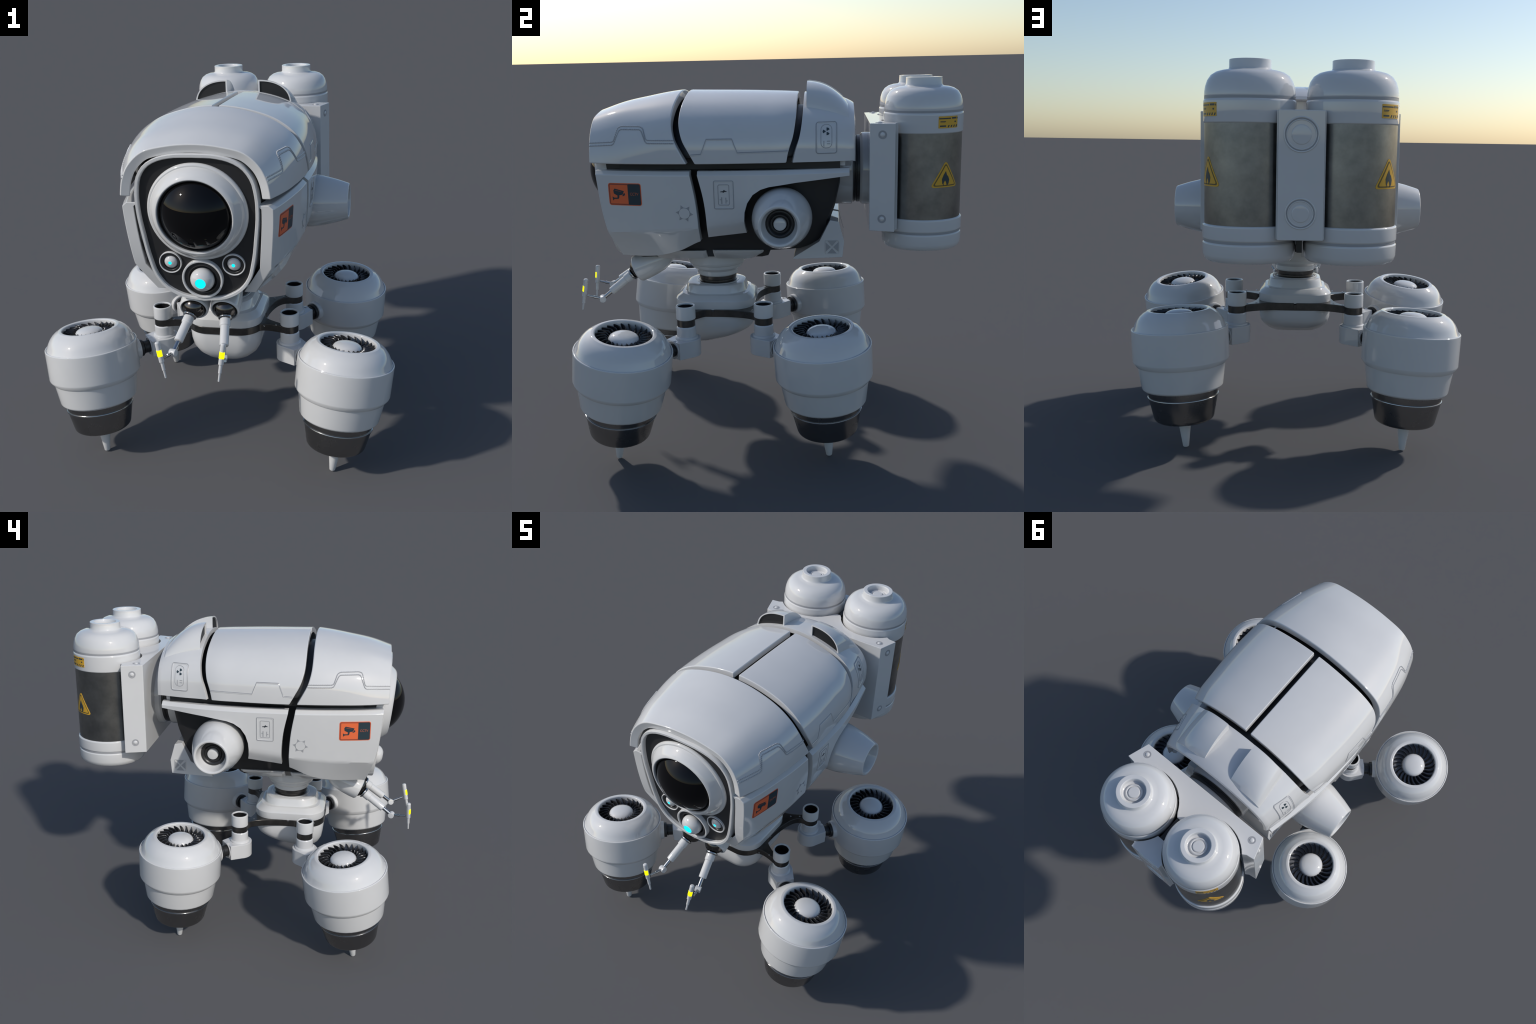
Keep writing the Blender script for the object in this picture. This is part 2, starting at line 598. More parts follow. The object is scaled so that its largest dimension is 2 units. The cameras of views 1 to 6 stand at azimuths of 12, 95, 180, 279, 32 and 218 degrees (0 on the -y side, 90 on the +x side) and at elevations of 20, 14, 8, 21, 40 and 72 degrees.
# ------------------------------------------------------------------ face
def y_face(z):
    return -.811 + .108 * (1.6 - z)
FACE = [(0, 1.650), (.10, 1.646), (.17, 1.630), (.230, 1.596), (.270, 1.54), (.288, 1.46), (.290, 1.37), (.277, 1.25), (.257, 1.125), (.235, 1.047), (.190, .982), (.11, .935), (0, .919)]
half = spline2(FACE, 40)
def face_loop(inset, lift):
    pts = half + [(-x, z) for x, z in reversed(half[1:-1])]
    P = np.array(pts)
    n = len(P)
    T = np.roll(P, -1, 0) - np.roll(P, 1, 0)
    T /= np.linalg.norm(T, axis=1, keepdims=True)
    N = np.stack([-T[:, 1], T[:, 0]], 1)
    c = np.array([0, 1.3])
    for i in range(n):
        if np.dot(N[i], c - P[i]) < 0: N[i] *= -1
    Q = P + N * inset
    return [(x, y_face(z) - lift, z) for x, z in Q]
FACE_OB = add("face_plate", loft_mesh("face_plate", [face_loop(.004, -.14), face_loop(.004, -.002), face_loop(.02, 0)], 30), CORE)
rim = loft_mesh("face_rim", [face_loop(0, -.03), face_loop(0, .015), face_loop(.003, .021), face_loop(.014, .021), face_loop(.018, .016), face_loop(.019, -.006), face_loop(.010, -.02)], 30, caps=False)
add("face_rim", rim, WHITE, FACE_OB)

tilt = rad(6)
FD = (0, -math.cos(tilt), -math.sin(tilt))
EYE = (0, y_face(1.370), 1.370)
lathe("eye_bezel", [(.238, -.02), (.238, .008, .005), (.230, .016, .004), (.223, .016), (.220, .021), (.214, .031, .02), (.194, .057, .02), (.180, .066, .006), (.1745, .063, .004), (.173, .040), (.16, .035)], WHITE, EYE, FD, FACE_OB, 72)
lathe("eye_gasket", [(.1745, .034), (.1745, .054, .003), (.169, .057, .002), (.165, .049)], RUBBER, EYE, FD, FACE_OB, 72)
R = (.168 ** 2 + .090 ** 2) / (2 * .090)
cap = [(R * math.sin(a), .048 + .090 - R + R * math.cos(a)) for a in np.linspace(math.asin(.168 / R), 0, 18)]
lathe("eye_lens", [(.168, .02)] + cap, GLASS, EYE, FD, FACE_OB, 72, sharp=60)

def lamp(x, z, ring_r, wall, ball, lift, dot, dip):
    c = (x, y_face(z), z)
    r = ring_r
    lathe("lamp_ring", [(r, -.01), (r, wall, .003), (r * .90, wall, .003), (r * .88, wall - .02)], WHITE, c, FD, FACE_OB, 48)
    lathe("lamp_seal", [(r * .90, .0), (r * .885, wall * .72, .004), (r * .70, wall * .72, .006), (r * .66, wall * .3)], RUBBER, c, FD, FACE_OB, 48)
    d = (0, -math.cos(dip), -math.sin(dip))
    dotr = dot / ball
    prof = [(ball * math.cos(a), lift + ball * .8 * math.sin(a)) for a in np.linspace(-.5, math.acos(dotr), 14)]
    top = prof[-1][1]
    lathe("lamp_button", [(ball * .9, 0)] + prof + [(dot, top - .004), (0, top - .004)], WHITE, c, d, FACE_OB, 40, sharp=30)
    lathe("lamp_light", [(dot * .97, top - .0035), (dot * .95, top - .0012), (0, top - .001)], CYAN, c, d, FACE_OB, 28)
lamp(0, 1.038, .099, .026, .0585, .022, .026, rad(8))
for s in (-1, 1):
    lamp(s * .153, 1.114, .055, .012, .035, -.010, .0085, rad(4))

# ------------------------------------------------------------------ belly, chin, neck
def oct_ring(hx0, y0, y1, z, c):
    return [(hx0, y0 + c, z), (hx0, y1 - c, z), (hx0 - c, y1, z), (-hx0 + c, y1, z), (-hx0, y1 - c, z), (-hx0, y0 + c, z), (-hx0 + c, y0, z), (hx0 - c, y0, z)]
bevel(add("belly_plate", loft_mesh("belly_plate", [oct_ring(.262, -.250, .015, .988, .015), oct_ring(.252, -.250, .010, .972, .015), oct_ring(.20, -.250, -.045, .930, .02)]), WHITE), .004)
bevel(add("belly_plate", loft_mesh("belly_plate", [oct_ring(.262, -.56, -.283, .985, .015), oct_ring(.252, -.56, -.283, .970, .015), oct_ring(.20, -.54, -.283, .930, .02)]), WHITE), .004)
bevel(add("belly_keel", loft_mesh("belly_keel", [oct_ring(.235, -.60, .052, .992, .03), oct_ring(.19, -.58, .03, .938, .03)]), CORE), .003)
bevel(add("chin_block", loft_mesh("chin_block", [oct_ring(.19, -.70, -.45, .975, .03), oct_ring(.17, -.695, -.45, .952, .03), oct_ring(.13, -.67, -.45, .922, .03)]), CORE), .004)

NY = -.262
lathe("neck_collar", [(0, .945), (.158, .945), (.158, .884, .004), (.152, .872, .004), (.140, .866), (.136, .850, .003), (.118, .836, .002), (.112, .832), (.110, .812, .002), (.103, .805), (0, .805)], WHITE, (0, NY, 0), parent=None, seg=64)
lathe("neck_shaft", [(0, .81), (.101, .81), (.101, .786, .002), (.097, .783), (.097, .775), (.102, .771), (.102, .70), (0, .70)], LINKMETAL, (0, NY, 0), seg=56)

# ------------------------------------------------------------------ hub
HY, HX2, HY2 = -.268, .193, .209
def rsq(hx, hy, r, z, n=8):
    return [(x, y + HY, z) for x, y in rrect(-hx, -hy, hx, hy, r, n)]
def hub_ring(k, dz, r=.09):
    return rsq(HX2 + k, HY2 + k, r, dz)
hub_top = loft_mesh("hub_housing", [hub_ring(-.02, .640, .10), hub_ring(0, .648, .11), hub_ring(0.002, .654, .11), hub_ring(0.002, .692, .11), hub_ring(-.004, .702, .11), hub_ring(-.026, .717, .105), hub_ring(-.029, .7195, .10), hub_ring(-.043, .7215, .10), hub_ring(-.045, .725, .105), hub_ring(-.050, .752, .108), hub_ring(-.056, .764, .108), hub_ring(-.064, .768, .11), hub_ring(-.078, .768, .11)], 30)
HUB = add("hub_housing", hub_top, WHITE)
def bowl_ring(k, z, r=.11):
    # the keel of the bowl hangs lower at the front than at the back
    return [(x, y, z + .22 * (y - HY) * min(max((.565 - z) / .11, 0), 1)) for x, y, z in hub_ring(k, z, r)]
hub_bot = loft_mesh("hub_bowl", [bowl_ring(-.004, .625), bowl_ring(-.001, .60), bowl_ring(-.003, .56), bowl_ring(-.010, .528), bowl_ring(-.026, .500), bowl_ring(-.050, .478, .10), bowl_ring(-.056, .474, .10), bowl_ring(-.086, .459, .09), bowl_ring(-.094, .457, .09)], 24)
add("hub_bowl", hub_bot, WHITE, HUB)
belt = loft_mesh("hub_belt", [hub_ring(-.01, .609, .11), hub_ring(.001, .611, .112), hub_ring(.003, .614, .112), hub_ring(.003, .642, .112), hub_ring(.001, .645, .112), hub_ring(-.01, .647, .11)], 30)
add("hub_belt", belt, LINKMETAL, HUB)
lathe("hub_socket", [(.116, .764), (.116, .7695, .002), (.110, .770, .002), (.1055, .766), (.1045, .75)], WHITE, (0, NY, 0), parent=HUB, seg=56)

# ------------------------------------------------------------------ legs
POD_PROF = [(0, .10), (.10, .135), (.130, .1385, .02), (.147, .150, .012), (.1710, .2635), (.1720, .312)]
BODY_PROF = [(.165, .300), (.192, .303), (.199, .311, .004), (.2165, .4250), (.2172, .4228), (.2205, .4228), (.2362, .4440), (.2367, .4500), (.2375, .590), (.2375, .601, .003), (.2325, .6035, .002), (.2295, .598), (.2245, .607), (.2165, .629), (.205, .6485), (.190, .6660), (.173, .6790), (.1580, .6868), (.1562, .6882), (.1545, .6888), (.142, .6893, .003), (.1365, .686, .003), (.1355, .667), (.1345, .639), (.10, .635), (0, .635)]
SPIKE_PROF = [(0, 0.0), (.012, 0.0005, .004), (.0155, .006), (.022, .055), (.0285, .10), (.037, .143), (0, .145)]
HUB_PROF = [(.074, .632), (.0745, .652), (.0735, .660, .006), (.066, .672), (.054, .6795), (.038, .6845), (.02, .687), (0, .688)]
POD_BODY = lathe_mesh("leg_pod", BODY_PROF, 44, 44)
POD_RING = lathe_mesh("pod_trim_ring", [(.1700, .2590), (.1745, .2602, .001), (.1752, .2635, .001), (.1745, .2668, .001), (.1700, .2680)], 44)
POD_BASE = lathe_mesh("pod_base", POD_PROF, 44, 28)
SPIKE = lathe_mesh("foot_spike", SPIKE_PROF, 20)
FANHUB = lathe_mesh("fan_hub", HUB_PROF, 40)
FLOOR = lathe_mesh("fan_floor", [(.1342, .636), (.1342, .639), (0, .639)], 40)
NB = 24
def blade():
    n = 9
    top, bot = [], []
    rings = []
    for i in range(n):
        u = i / (n - 1)
        r = .070 + (.1340 - .070) * u
        sweep = -.06 + .22 * u * u
        ca, sa = math.cos(sweep), math.sin(sweep)
        ring = []
        w = .0034 + .0020 * u
        zt = .657 + .0200 * min(1, u / .22)
        for (t, z) in ((-w - .0015, .641), (-w + .0015, .640), (w + .0008, zt - .0035), (w - .0018, zt), (w - .0040, zt - .0025)):
            ring.append((r * ca - t * sa, r * sa + t * ca, z))
        rings.append(ring)
    return loft_mesh("fan_blade", rings, 50)
BLADE_ME = blade()
KNEE_BOSS = lathe_mesh("pod_boss", [(0, .10), (.057, .10), (.057, .158, .003), (.052, .163, .003), (.04, .163)], 36)
TUBE_TOP = lathe_mesh("post_tube", [(.0405, .712), (.0405, .717, .001), (.0420, .7205, .001), (.048, .7205, .002), (.050, .717, .002), (.050, .653, .003), (.046, .650), (0, .650)], 40)
TUBE_HOLE = lathe_mesh("post_bore", [(.0407, .7165), (.0402, .700), (.040, .668), (0, .666)], 32)
TUBE_LOW = lathe_mesh("post_sleeve", [(0, .614), (.046, .614), (.050, .608, .002), (.050, .568), (.0505, .562), (.058, .557, .003), (.059, .548), (0, .548)], 40)

def knee_block(d, face=.053, r=.072):
    """Round housing about the post whose flanks taper to a flat face towards the pod."""
    pts = [(d, -face), (d, face)]
    for k in range(19):
        a = rad(68 + 224 * k / 18)
        pts.append((r * math.cos(a), r * math.sin(a)))
    return prism_mesh("knee_block", pts, .460, .550, 40)
BLOCK = knee_block(.092)

LEGS = [((.3441, -.3846), (.6016, -.7045, .002), (.6694, -.6243, .6691)),
        ((.3056, .0101), (.5332, .3447, .001), (.5714, .3086, .6747))]
for post, tip, top in LEGS:
    for s in (1, -1):
        tipv = Vector((s * tip[0], tip[1], tip[2]))
        topv = Vector((s * top[0], top[1], top[2]))
        ax = (topv - tipv).normalized()
        m = axis_matrix(tipv, ax)
        pod = add("leg_pod", POD_BODY, WHITE, None, m)
        add("pod_base", POD_BASE, GUNMETAL, pod)
        add("pod_trim_ring", POD_RING, CHROME, pod)
        add("foot_spike", SPIKE, WHITE, pod)
        add("fan_hub", FANHUB, WHITE, pod)
        add("fan_floor", FLOOR, FANFLOOR, pod)
        for k in range(NB):
            add("fan_blade", BLADE_ME, BLADE, pod, Matrix.Rotation(2 * math.pi * (k + .3) / NB, 4, 'Z'))
        # post with knee block, pointing at the pod
        P = Vector((s * post[0], post[1], 0))
        zc = .505
        c = tipv + ax * ((zc - tipv.z) / ax.z)
        d = Vector((c.x - P.x, c.y - P.y, 0))
        dist = d.length
        yaw = math.atan2(d.y, d.x)
        pm = Matrix.Translation(P) @ Matrix.Rotation(yaw, 4, 'Z')
        blk = bevel(add("knee_block", BLOCK, WHITE, None, pm), .003)
        add("post_tube", TUBE_TOP, WHITE, blk)
        add("post_bore", TUBE_HOLE, BLACKHOLE, blk)
        add("post_sleeve", TUBE_LOW, WHITE, blk)
        rl = Matrix.Translation((0, 0, zc)) @ Matrix.Rotation(rad(90), 4, 'Y')
        e = dist - .232
        add("knee_socket", lathe_mesh("knee_socket", [(.048, .078), (.048, .0955, .002), (.043, .096), (.043, .088)], 32), WHITE, blk, rl)
        add("knee_shaft", lathe_mesh("knee_shaft", [(0, .085), (.034, .085), (.034, e - .050), (.037, e - .048), (.037, e - .044), (.034, e - .042), (.034, e - .04), (.046, e - .038, .002), (.046, e - .016, .002), (.04, e - .010), (.04, e + .02), (0, e + .02)], 32), RUBBER, blk, rl)
        add("pod_boss", lathe_mesh("pod_boss", [(.03, e - .022), (.046, e - .022), (.055, e - .021, .003), (.057, e - .006, .003), (.060, e + .03), (0, e + .03)], 36), WHITE, blk, rl)

# links from the hub corners to the posts
def bez(p0, p1, p2, n=12):
    return [tuple((1 - t) ** 2 * np.array(p0) + 2 * t * (1 - t) * np.array(p1) + t * t * np.array(p2)) for t in np.linspace(0, 1, n)]
for post, tip, top in LEGS:
    sy = -1 if post[1] < HY else 1
    P = np.array(post)
    corner = np.array([HX2 - .03, HY + sy * (HY2 - .03)])
    d = (P - corner); d /= np.linalg.norm(d)
    n = np.array([-d[1], d[0]]) * sy
    if np.dot(n, np.array([-1, sy])) < 0: n = -n
    # edge on the front/back face side, ring round the post, edge on the flank side
    yf = HY + sy * (HY2 + .004)
    xf = HX2 + .004
    # the band hugs the rounded hub corner, then sweeps out to the post
    cc, cr = np.array([HX2 - .11, HY + sy * (HY2 - .11)]), .114
    if sy < 0:
        e1 = [(.006, yf)] + [tuple(cc + cr * np.array([math.sin(q), sy * math.cos(q)])) for q in np.linspace(0, rad(68), 8)]
        e1 += bez(e1[-1], np.array(e1[-1]) + d * .040 - n * .008, P + n * .020 - d * .045, 10)[1:]
    else:
        e1 = [(.006, yf), (.07, yf)] + bez((HX2 - .09, yf), np.array([HX2 - .01, yf]) + d * .012, P + n * .022 - d * .045, 10)
    ring = []
    a1 = math.atan2(*(n * .024 - d * .040)[::-1])
    a2 = math.atan2(*(-n * .024 - d * .040)[::-1])
    span = (a2 - a1)
    # go the long way round the far side of the post
    mid = math.atan2(d[1], d[0])
    def unwrap(a, ref):
        while a - ref > math.pi: a -= 2 * math.pi
        while a - ref < -math.pi: a += 2 * math.pi
        return a
    a1, a2 = unwrap(a1, mid), unwrap(a2, mid)
    for k in range(13):
        a = a1 + (a2 - a1) * k / 12
        ring.append((P[0] + .0465 * math.cos(a), P[1] + .0465 * math.sin(a)))
    ymid = HY + sy * .006
    e2 = bez((xf, HY + sy * .035), (xf + .015, P[1] - sy * .048), P - n * .022 - d * .045, 12)[::-1] + [(xf, ymid)]
    inner = [(HX2 - .03, ymid), (HX2 - .03, HY + sy * (HY2 - .08)), (HX2 - .10, HY + sy * (HY2 - .03)), (.006, HY + sy * (HY2 - .03))]
    poly = [tuple(p) for p in e1] + ring + [tuple(p) for p in e2] + inner
    me = prism_mesh("leg_link", poly, .6115, .6515, 40)
    pair("leg_link", me, LINKMETAL, HUB, bev=.003)
    rivets = []
    for f_ in (.30, .62):
        q = corner + (P - corner) * f_
        rv = lathe_mesh("link_rivet", [(.0055, .6505), (.005, .6535), (.0025, .6545), (0, .6547)], 12)
        rv.transform(Matrix.Translation((q[0], q[1], 0)))
        pair("link_rivet", rv, CHROME, HUB)

# ------------------------------------------------------------------ side thrusters
for s in (1, -1):
    o = (s * .293, .118, 1.178)
    d = (s, 0, 0)
    noz = lathe("side_thruster", [(0, 0), (.135, 0), (.144, .04), (.148, .08), (.1465, .11), (.1415, .15), (.1325, .19), (.119, .245), (.105, .290), (.0985, .309, .004), (.093, .3115, .002), (.085, .309, .003), (.079, .285), (.0705, .245), (.062, .235), (0, .23)], WHITE, o, d, None, 56, 35)
    lathe("thruster_throat", [(.0690, .243), (.066, .248, .003), (.058, .250, .003), (.050, .244), (.048, .241, .002), (.045, .246, .003), (.036, .246, .003), (.032, .2375)], RUBBER, o, d, noz, 48)
    lathe("thruster_plug", [(.031, .24), (.0305, .257, .006), (.018, .261), (0, .262)], WHITE, o, d, noz, 32)

# ------------------------------------------------------------------ rear coupling, bracket, tanks
RZ = 1.367
lathe("coupling_stub", [(0, .33), (.184, .33), (.186, .462, .005), (.178, .467, .003), (.15, .467), (0, .46)], WHITE, (0, 0, RZ), (0, 1, 0), None, 64)
lathe("coupling_seal", [(.10, .44), (.174, .44), (.174, .475), (.170, .478), (.170, .484), (.174, .487), (.174, .52)], RUBBER, (0, 0, RZ), (0, 1, 0), None, 64)
lathe("coupling_ring", [(.15, .500), (.172, .500), (.186, .512, .006), (.187, .545), (0, .546)], WHITE, (0, 0, RZ), (0, 1, 0), None, 64)

TX, TY = .2114, .804
def arc(cx, cy, r, a0, a1, n):
    return [(cx + r * math.cos(rad(a0 + (a1 - a0) * k / n)), cy + r * math.sin(rad(a0 + (a1 - a0) * k / n))) for k in range(n + 1)]
halfp = [(.394, .539), (.431, .656), (.386, .662)] + arc(TX, TY, .2015, -40, -155, 16) + [(.012, .74)]
poly = halfp + [(-x, y) for x, y in reversed(halfp)]
BR = bevel(add("tank_bracket", prism_mesh("tank_bracket", poly, 1.115, 1.628, 40), WHITE), .003)
halfr = [(.0915, .9965), (.0925, .974)] + arc(TX, TY, .2015, 124, 160, 10)
poly = halfr + [(-x, y) for x, y in reversed(halfr)]
STRIP = bevel(add("rear_strap", prism_mesh("rear_strap", poly, 1.114, 1.627, 40), WHITE), .003)
add("bracket_web", prism_mesh("bracket_web", [(.011, .73), (.011, .88), (-.011, .88), (-.011, .73)], 1.05, 1.62), CORE, BR)

BOLT_RING = lathe_mesh("bolt_seat", [(.0205, -.004), (.0205, .0010), (.0175, .0012), (.0125, .0004), (.0120, -.004)], 28)
BOLT_CAP = lathe_mesh("bolt_cap", [(.0122, -.004), (.0115, .002, .002), (.008, .0045), (.004, .0055), (0, .006)], 24)
def bolt(p, d):
    m = axis_matrix(p, d)
    b = add("bolt_seat", BOLT_RING, ENGRAVE, BR, m)
    add("bolt_cap", BOLT_CAP, WHITE, BR, m)
for s in (1, -1):
    nx, ny = .117, -.037
    L = math.hypot(nx, ny)
    for z in (1.576, 1.176):
        bolt((s * .4125, .5975, z), (s * nx / L, ny / L, 0))
    bolt((s * .358, .586, 1.628), (0, 0, 1))

TANK_TOP = [(.10, 1.572), (.186, 1.574), (.1915, 1.578, .003), (.1925, 1.664, .004), (.1875, 1.672, .002), (.1865, 1.677), (.189, 1.683, .003), (.1885, 1.700), (.185, 1.722), (.177, 1.746), (.163, 1.767), (.142, 1.781), (.118, 1.788), (.0955, 1.7905), (.090, 1.793, .003), (.0870, 1.800), (.0868, 1.8315, .0015), (.084, 1.8328, .001), (.064, 1.8328, .002), (.061, 1.826), (.060, 1.802, .004), (.050, 1.798), (.045, 1.798, .002), (.043, 1.808, .004), (.037, 1.810, .003), (.033, 1.803, .003), (.030, 1.803, .002), (.028, 1.812, .003), (0, 1.812)]
TANK_LOW = [(0, 1.008), (.150, 1.009), (.178, 1.013), (.189, 1.024), (.194, 1.040), (.1955, 1.086, .003), (.190, 1.093, .002), (.189, 1.098), (.190, 1.101), (.1955, 1.106, .003), (.1955, 1.160, .003), (.190, 1.165, .002), (.180, 1.166), (0, 1.166)]
TANK_MID = [(0, 1.15), (.187, 1.15), (.187, 1.59), (0, 1.59)]
mm, ml, mt = lathe_mesh("fuel_tank", TANK_MID, 72), lathe_mesh("tank_base", TANK_LOW, 72), lathe_mesh("tank_dome", TANK_TOP, 72)
RINGT = lathe_mesh("tank_seam", [(.1885, 1.6705), (.1885, 1.681)], 72)
RINGB = lathe_mesh("tank_seam", [(.1915, 1.0915), (.1915, 1.1025)], 72)
def cyl_map(cx, cy, r):
    return lambda a, b, h: (cx + (r + h) * math.cos(a / r), cy + (r + h) * math.sin(a / r), b)
for s in (1, -1):
    T = add("fuel_tank", mm, TANK, None, Matrix.Translation((s * TX, TY, 0)))
    add("tank_base", ml, WHITE, T)
    add("tank_dome", mt, WHITE, T)
    add("tank_seam", RINGT, ENGRAVE, T)
    add("tank_seam", RINGB, ENGRAVE, T)
    a0 = rad(30 if s > 0 else 139)
    # fire warning triangle (local coordinates: a = arc length to the left seen from outside)
    r = .187
    mp = cyl_map(0, 0, r)
    def tri(scale, rr):
        c = np.array([a0 * r, 1.3635])
        cor = [c + np.array(q) * scale for q in ((0, .086), (-.079, -.043), (.079, -.043))]
        pts = []
        for i in range(3):
            p, q, t = cor[i - 1], cor[i], cor[(i + 1) % 3]
            q0 = q + (p - q) / np.linalg.norm(p - q) * rr
            q2 = q + (t - q) / np.linalg.norm(t - q) * rr
            pts += [tuple((1 - k) ** 2 * q0 + 2 * k * (1 - k) * q + k * k * q2) for k in np.linspace(0, 1, 6)]
        return pts
    add("warning_triangle", sticker_mesh("warning_triangle", [tri(1.0, .022)], mp, .0012, 3), AMBER, T)
    add("warning_border", sticker_mesh("warning_border", [tri(.86, .016)], mp, .0018, 3), OLIVE, T)
    add("warning_field", sticker_mesh("warning_field", [tri(.74, .010)], mp, .0024, 3), AMBER, T)
    flame = [(0, .036), (.012, .018), (.021, -.002), (.019, -.022), (.010, -.034), (.012, -.022), (.004, -.008), (-.002, -.016), (-.007, -.034), (-.017, -.024), (-.021, -.006), (-.014, .010), (-.006, .018)]
    add("flame_symbol", sticker_mesh("flame_symbol", [[(a0 * r - x, 1.362 + z) for x, z in flame]], mp, .0031), SLATE, T)
    # yellow data label on the upper band
    rb = .192
    mb = cyl_map(0, 0, rb)
    l0, l1 = (rad(15.5), rad(49.2)) if s > 0 else (rad(122.5), rad(156.5))
    A0, A1 = l0 * rb, l1 * rb
    w = A1 - A0
    # from outside, text starts at the smaller angle side
    U = lambda u: A0 + w * u
    Vv = lambda v: 1.600 + .055 * v
    q = lambda u0, v0, u1, v1: [(U(u0), Vv(v0)), (U(u1), Vv(v0)), (U(u1), Vv(v1)), (U(u0), Vv(v1))]
    add("data_label", sticker_mesh("data_label", [rrect(A0, 1.600, A1, 1.655, .003)], mb, .0012, cuts=3), AMBER, T)
    marks = [q(.02, .76, .58, .86), q(.64, .76, .90, .90), q(.95, .74, .985, .88), q(.08, .54, .33, .60), q(.08, .48, .30, .51), q(.80, .46, .88, .58), q(.06, .12, .34, .24)]
    for k in range(4):
        u = .42 + .15 * k
        marks.append([(U(u), Vv(.06)), (U(u + .06), Vv(.06)), (U(u + .105), Vv(.25)), (U(u + .045), Vv(.25))])
    add("label_print", sticker_mesh("label_print", marks, mb, .0019, cuts=1), SLATE, T)

# ring marks on the rear strap
def ring_mesh(name, r, t, n=40):
    return tube_mesh(name, [(r * math.cos(2 * math.pi * k / n), r * math.sin(2 * math.pi * k / n), 0) for k in range(n)], t, 8, True)
for z, R1, R2 in ((1.532, .068, .042), (1.221, .060, .038)):
    m = axis_matrix((0, .9960, z), (0, 1, 0))
    disc = lathe_mesh("strap_boss", [(R2, -.003), (R2 - .004, .0035, .003), (0, .0035)], 40)
    add("strap_boss", disc, WHITE, STRIP, m)
    add("strap_ring", ring_mesh("strap_ring", R1, .0038), WHITE, STRIP, m)
    add("strap_ring", ring_mesh("strap_ring", R1 - .010, .0028), WHITE, STRIP, m)
    add("strap_groove", ring_mesh("strap_groove", R1 - .0052, .0022), ENGRAVE, STRIP, m)

# ------------------------------------------------------------------ rear skid fins
fin = [(.166, .956), (.168, .966), (.297, 1.046), (.350, 1.150), (.394, 1.142), (.420, 1.046), (.412, .9655)]
def fin_mesh():
    xo = lambda z: .322 - .12 * max(z - 1.02, 0)
    outer = [(xo(z), y, z) for y, z in fin]
    inner = [(.02, y, z) for y, z in fin]
    return loft_mesh("skid_fin", [outer, inner])
FIN = pair("skid_fin", fin_mesh(), WHITE, bev=.003)

# ------------------------------------------------------------------ hull markings
def side_map(s, fx):
    """(u, z): u runs left to right as seen from outside. s = +1 for the +x flank."""
    def f(u, z, h):
        y = u if s > 0 else -u
        x = fx(y, z)
        e = .004
        n = Vector((1, -(fx(y + e, z) - fx(y - e, z)) / (2 * e), -(fx(y, z + e) - fx(y, z - e)) / (2 * e))).normalized()
        return (s * (x + n.x * h), y + n.y * h, z + n.z * h)
    return f

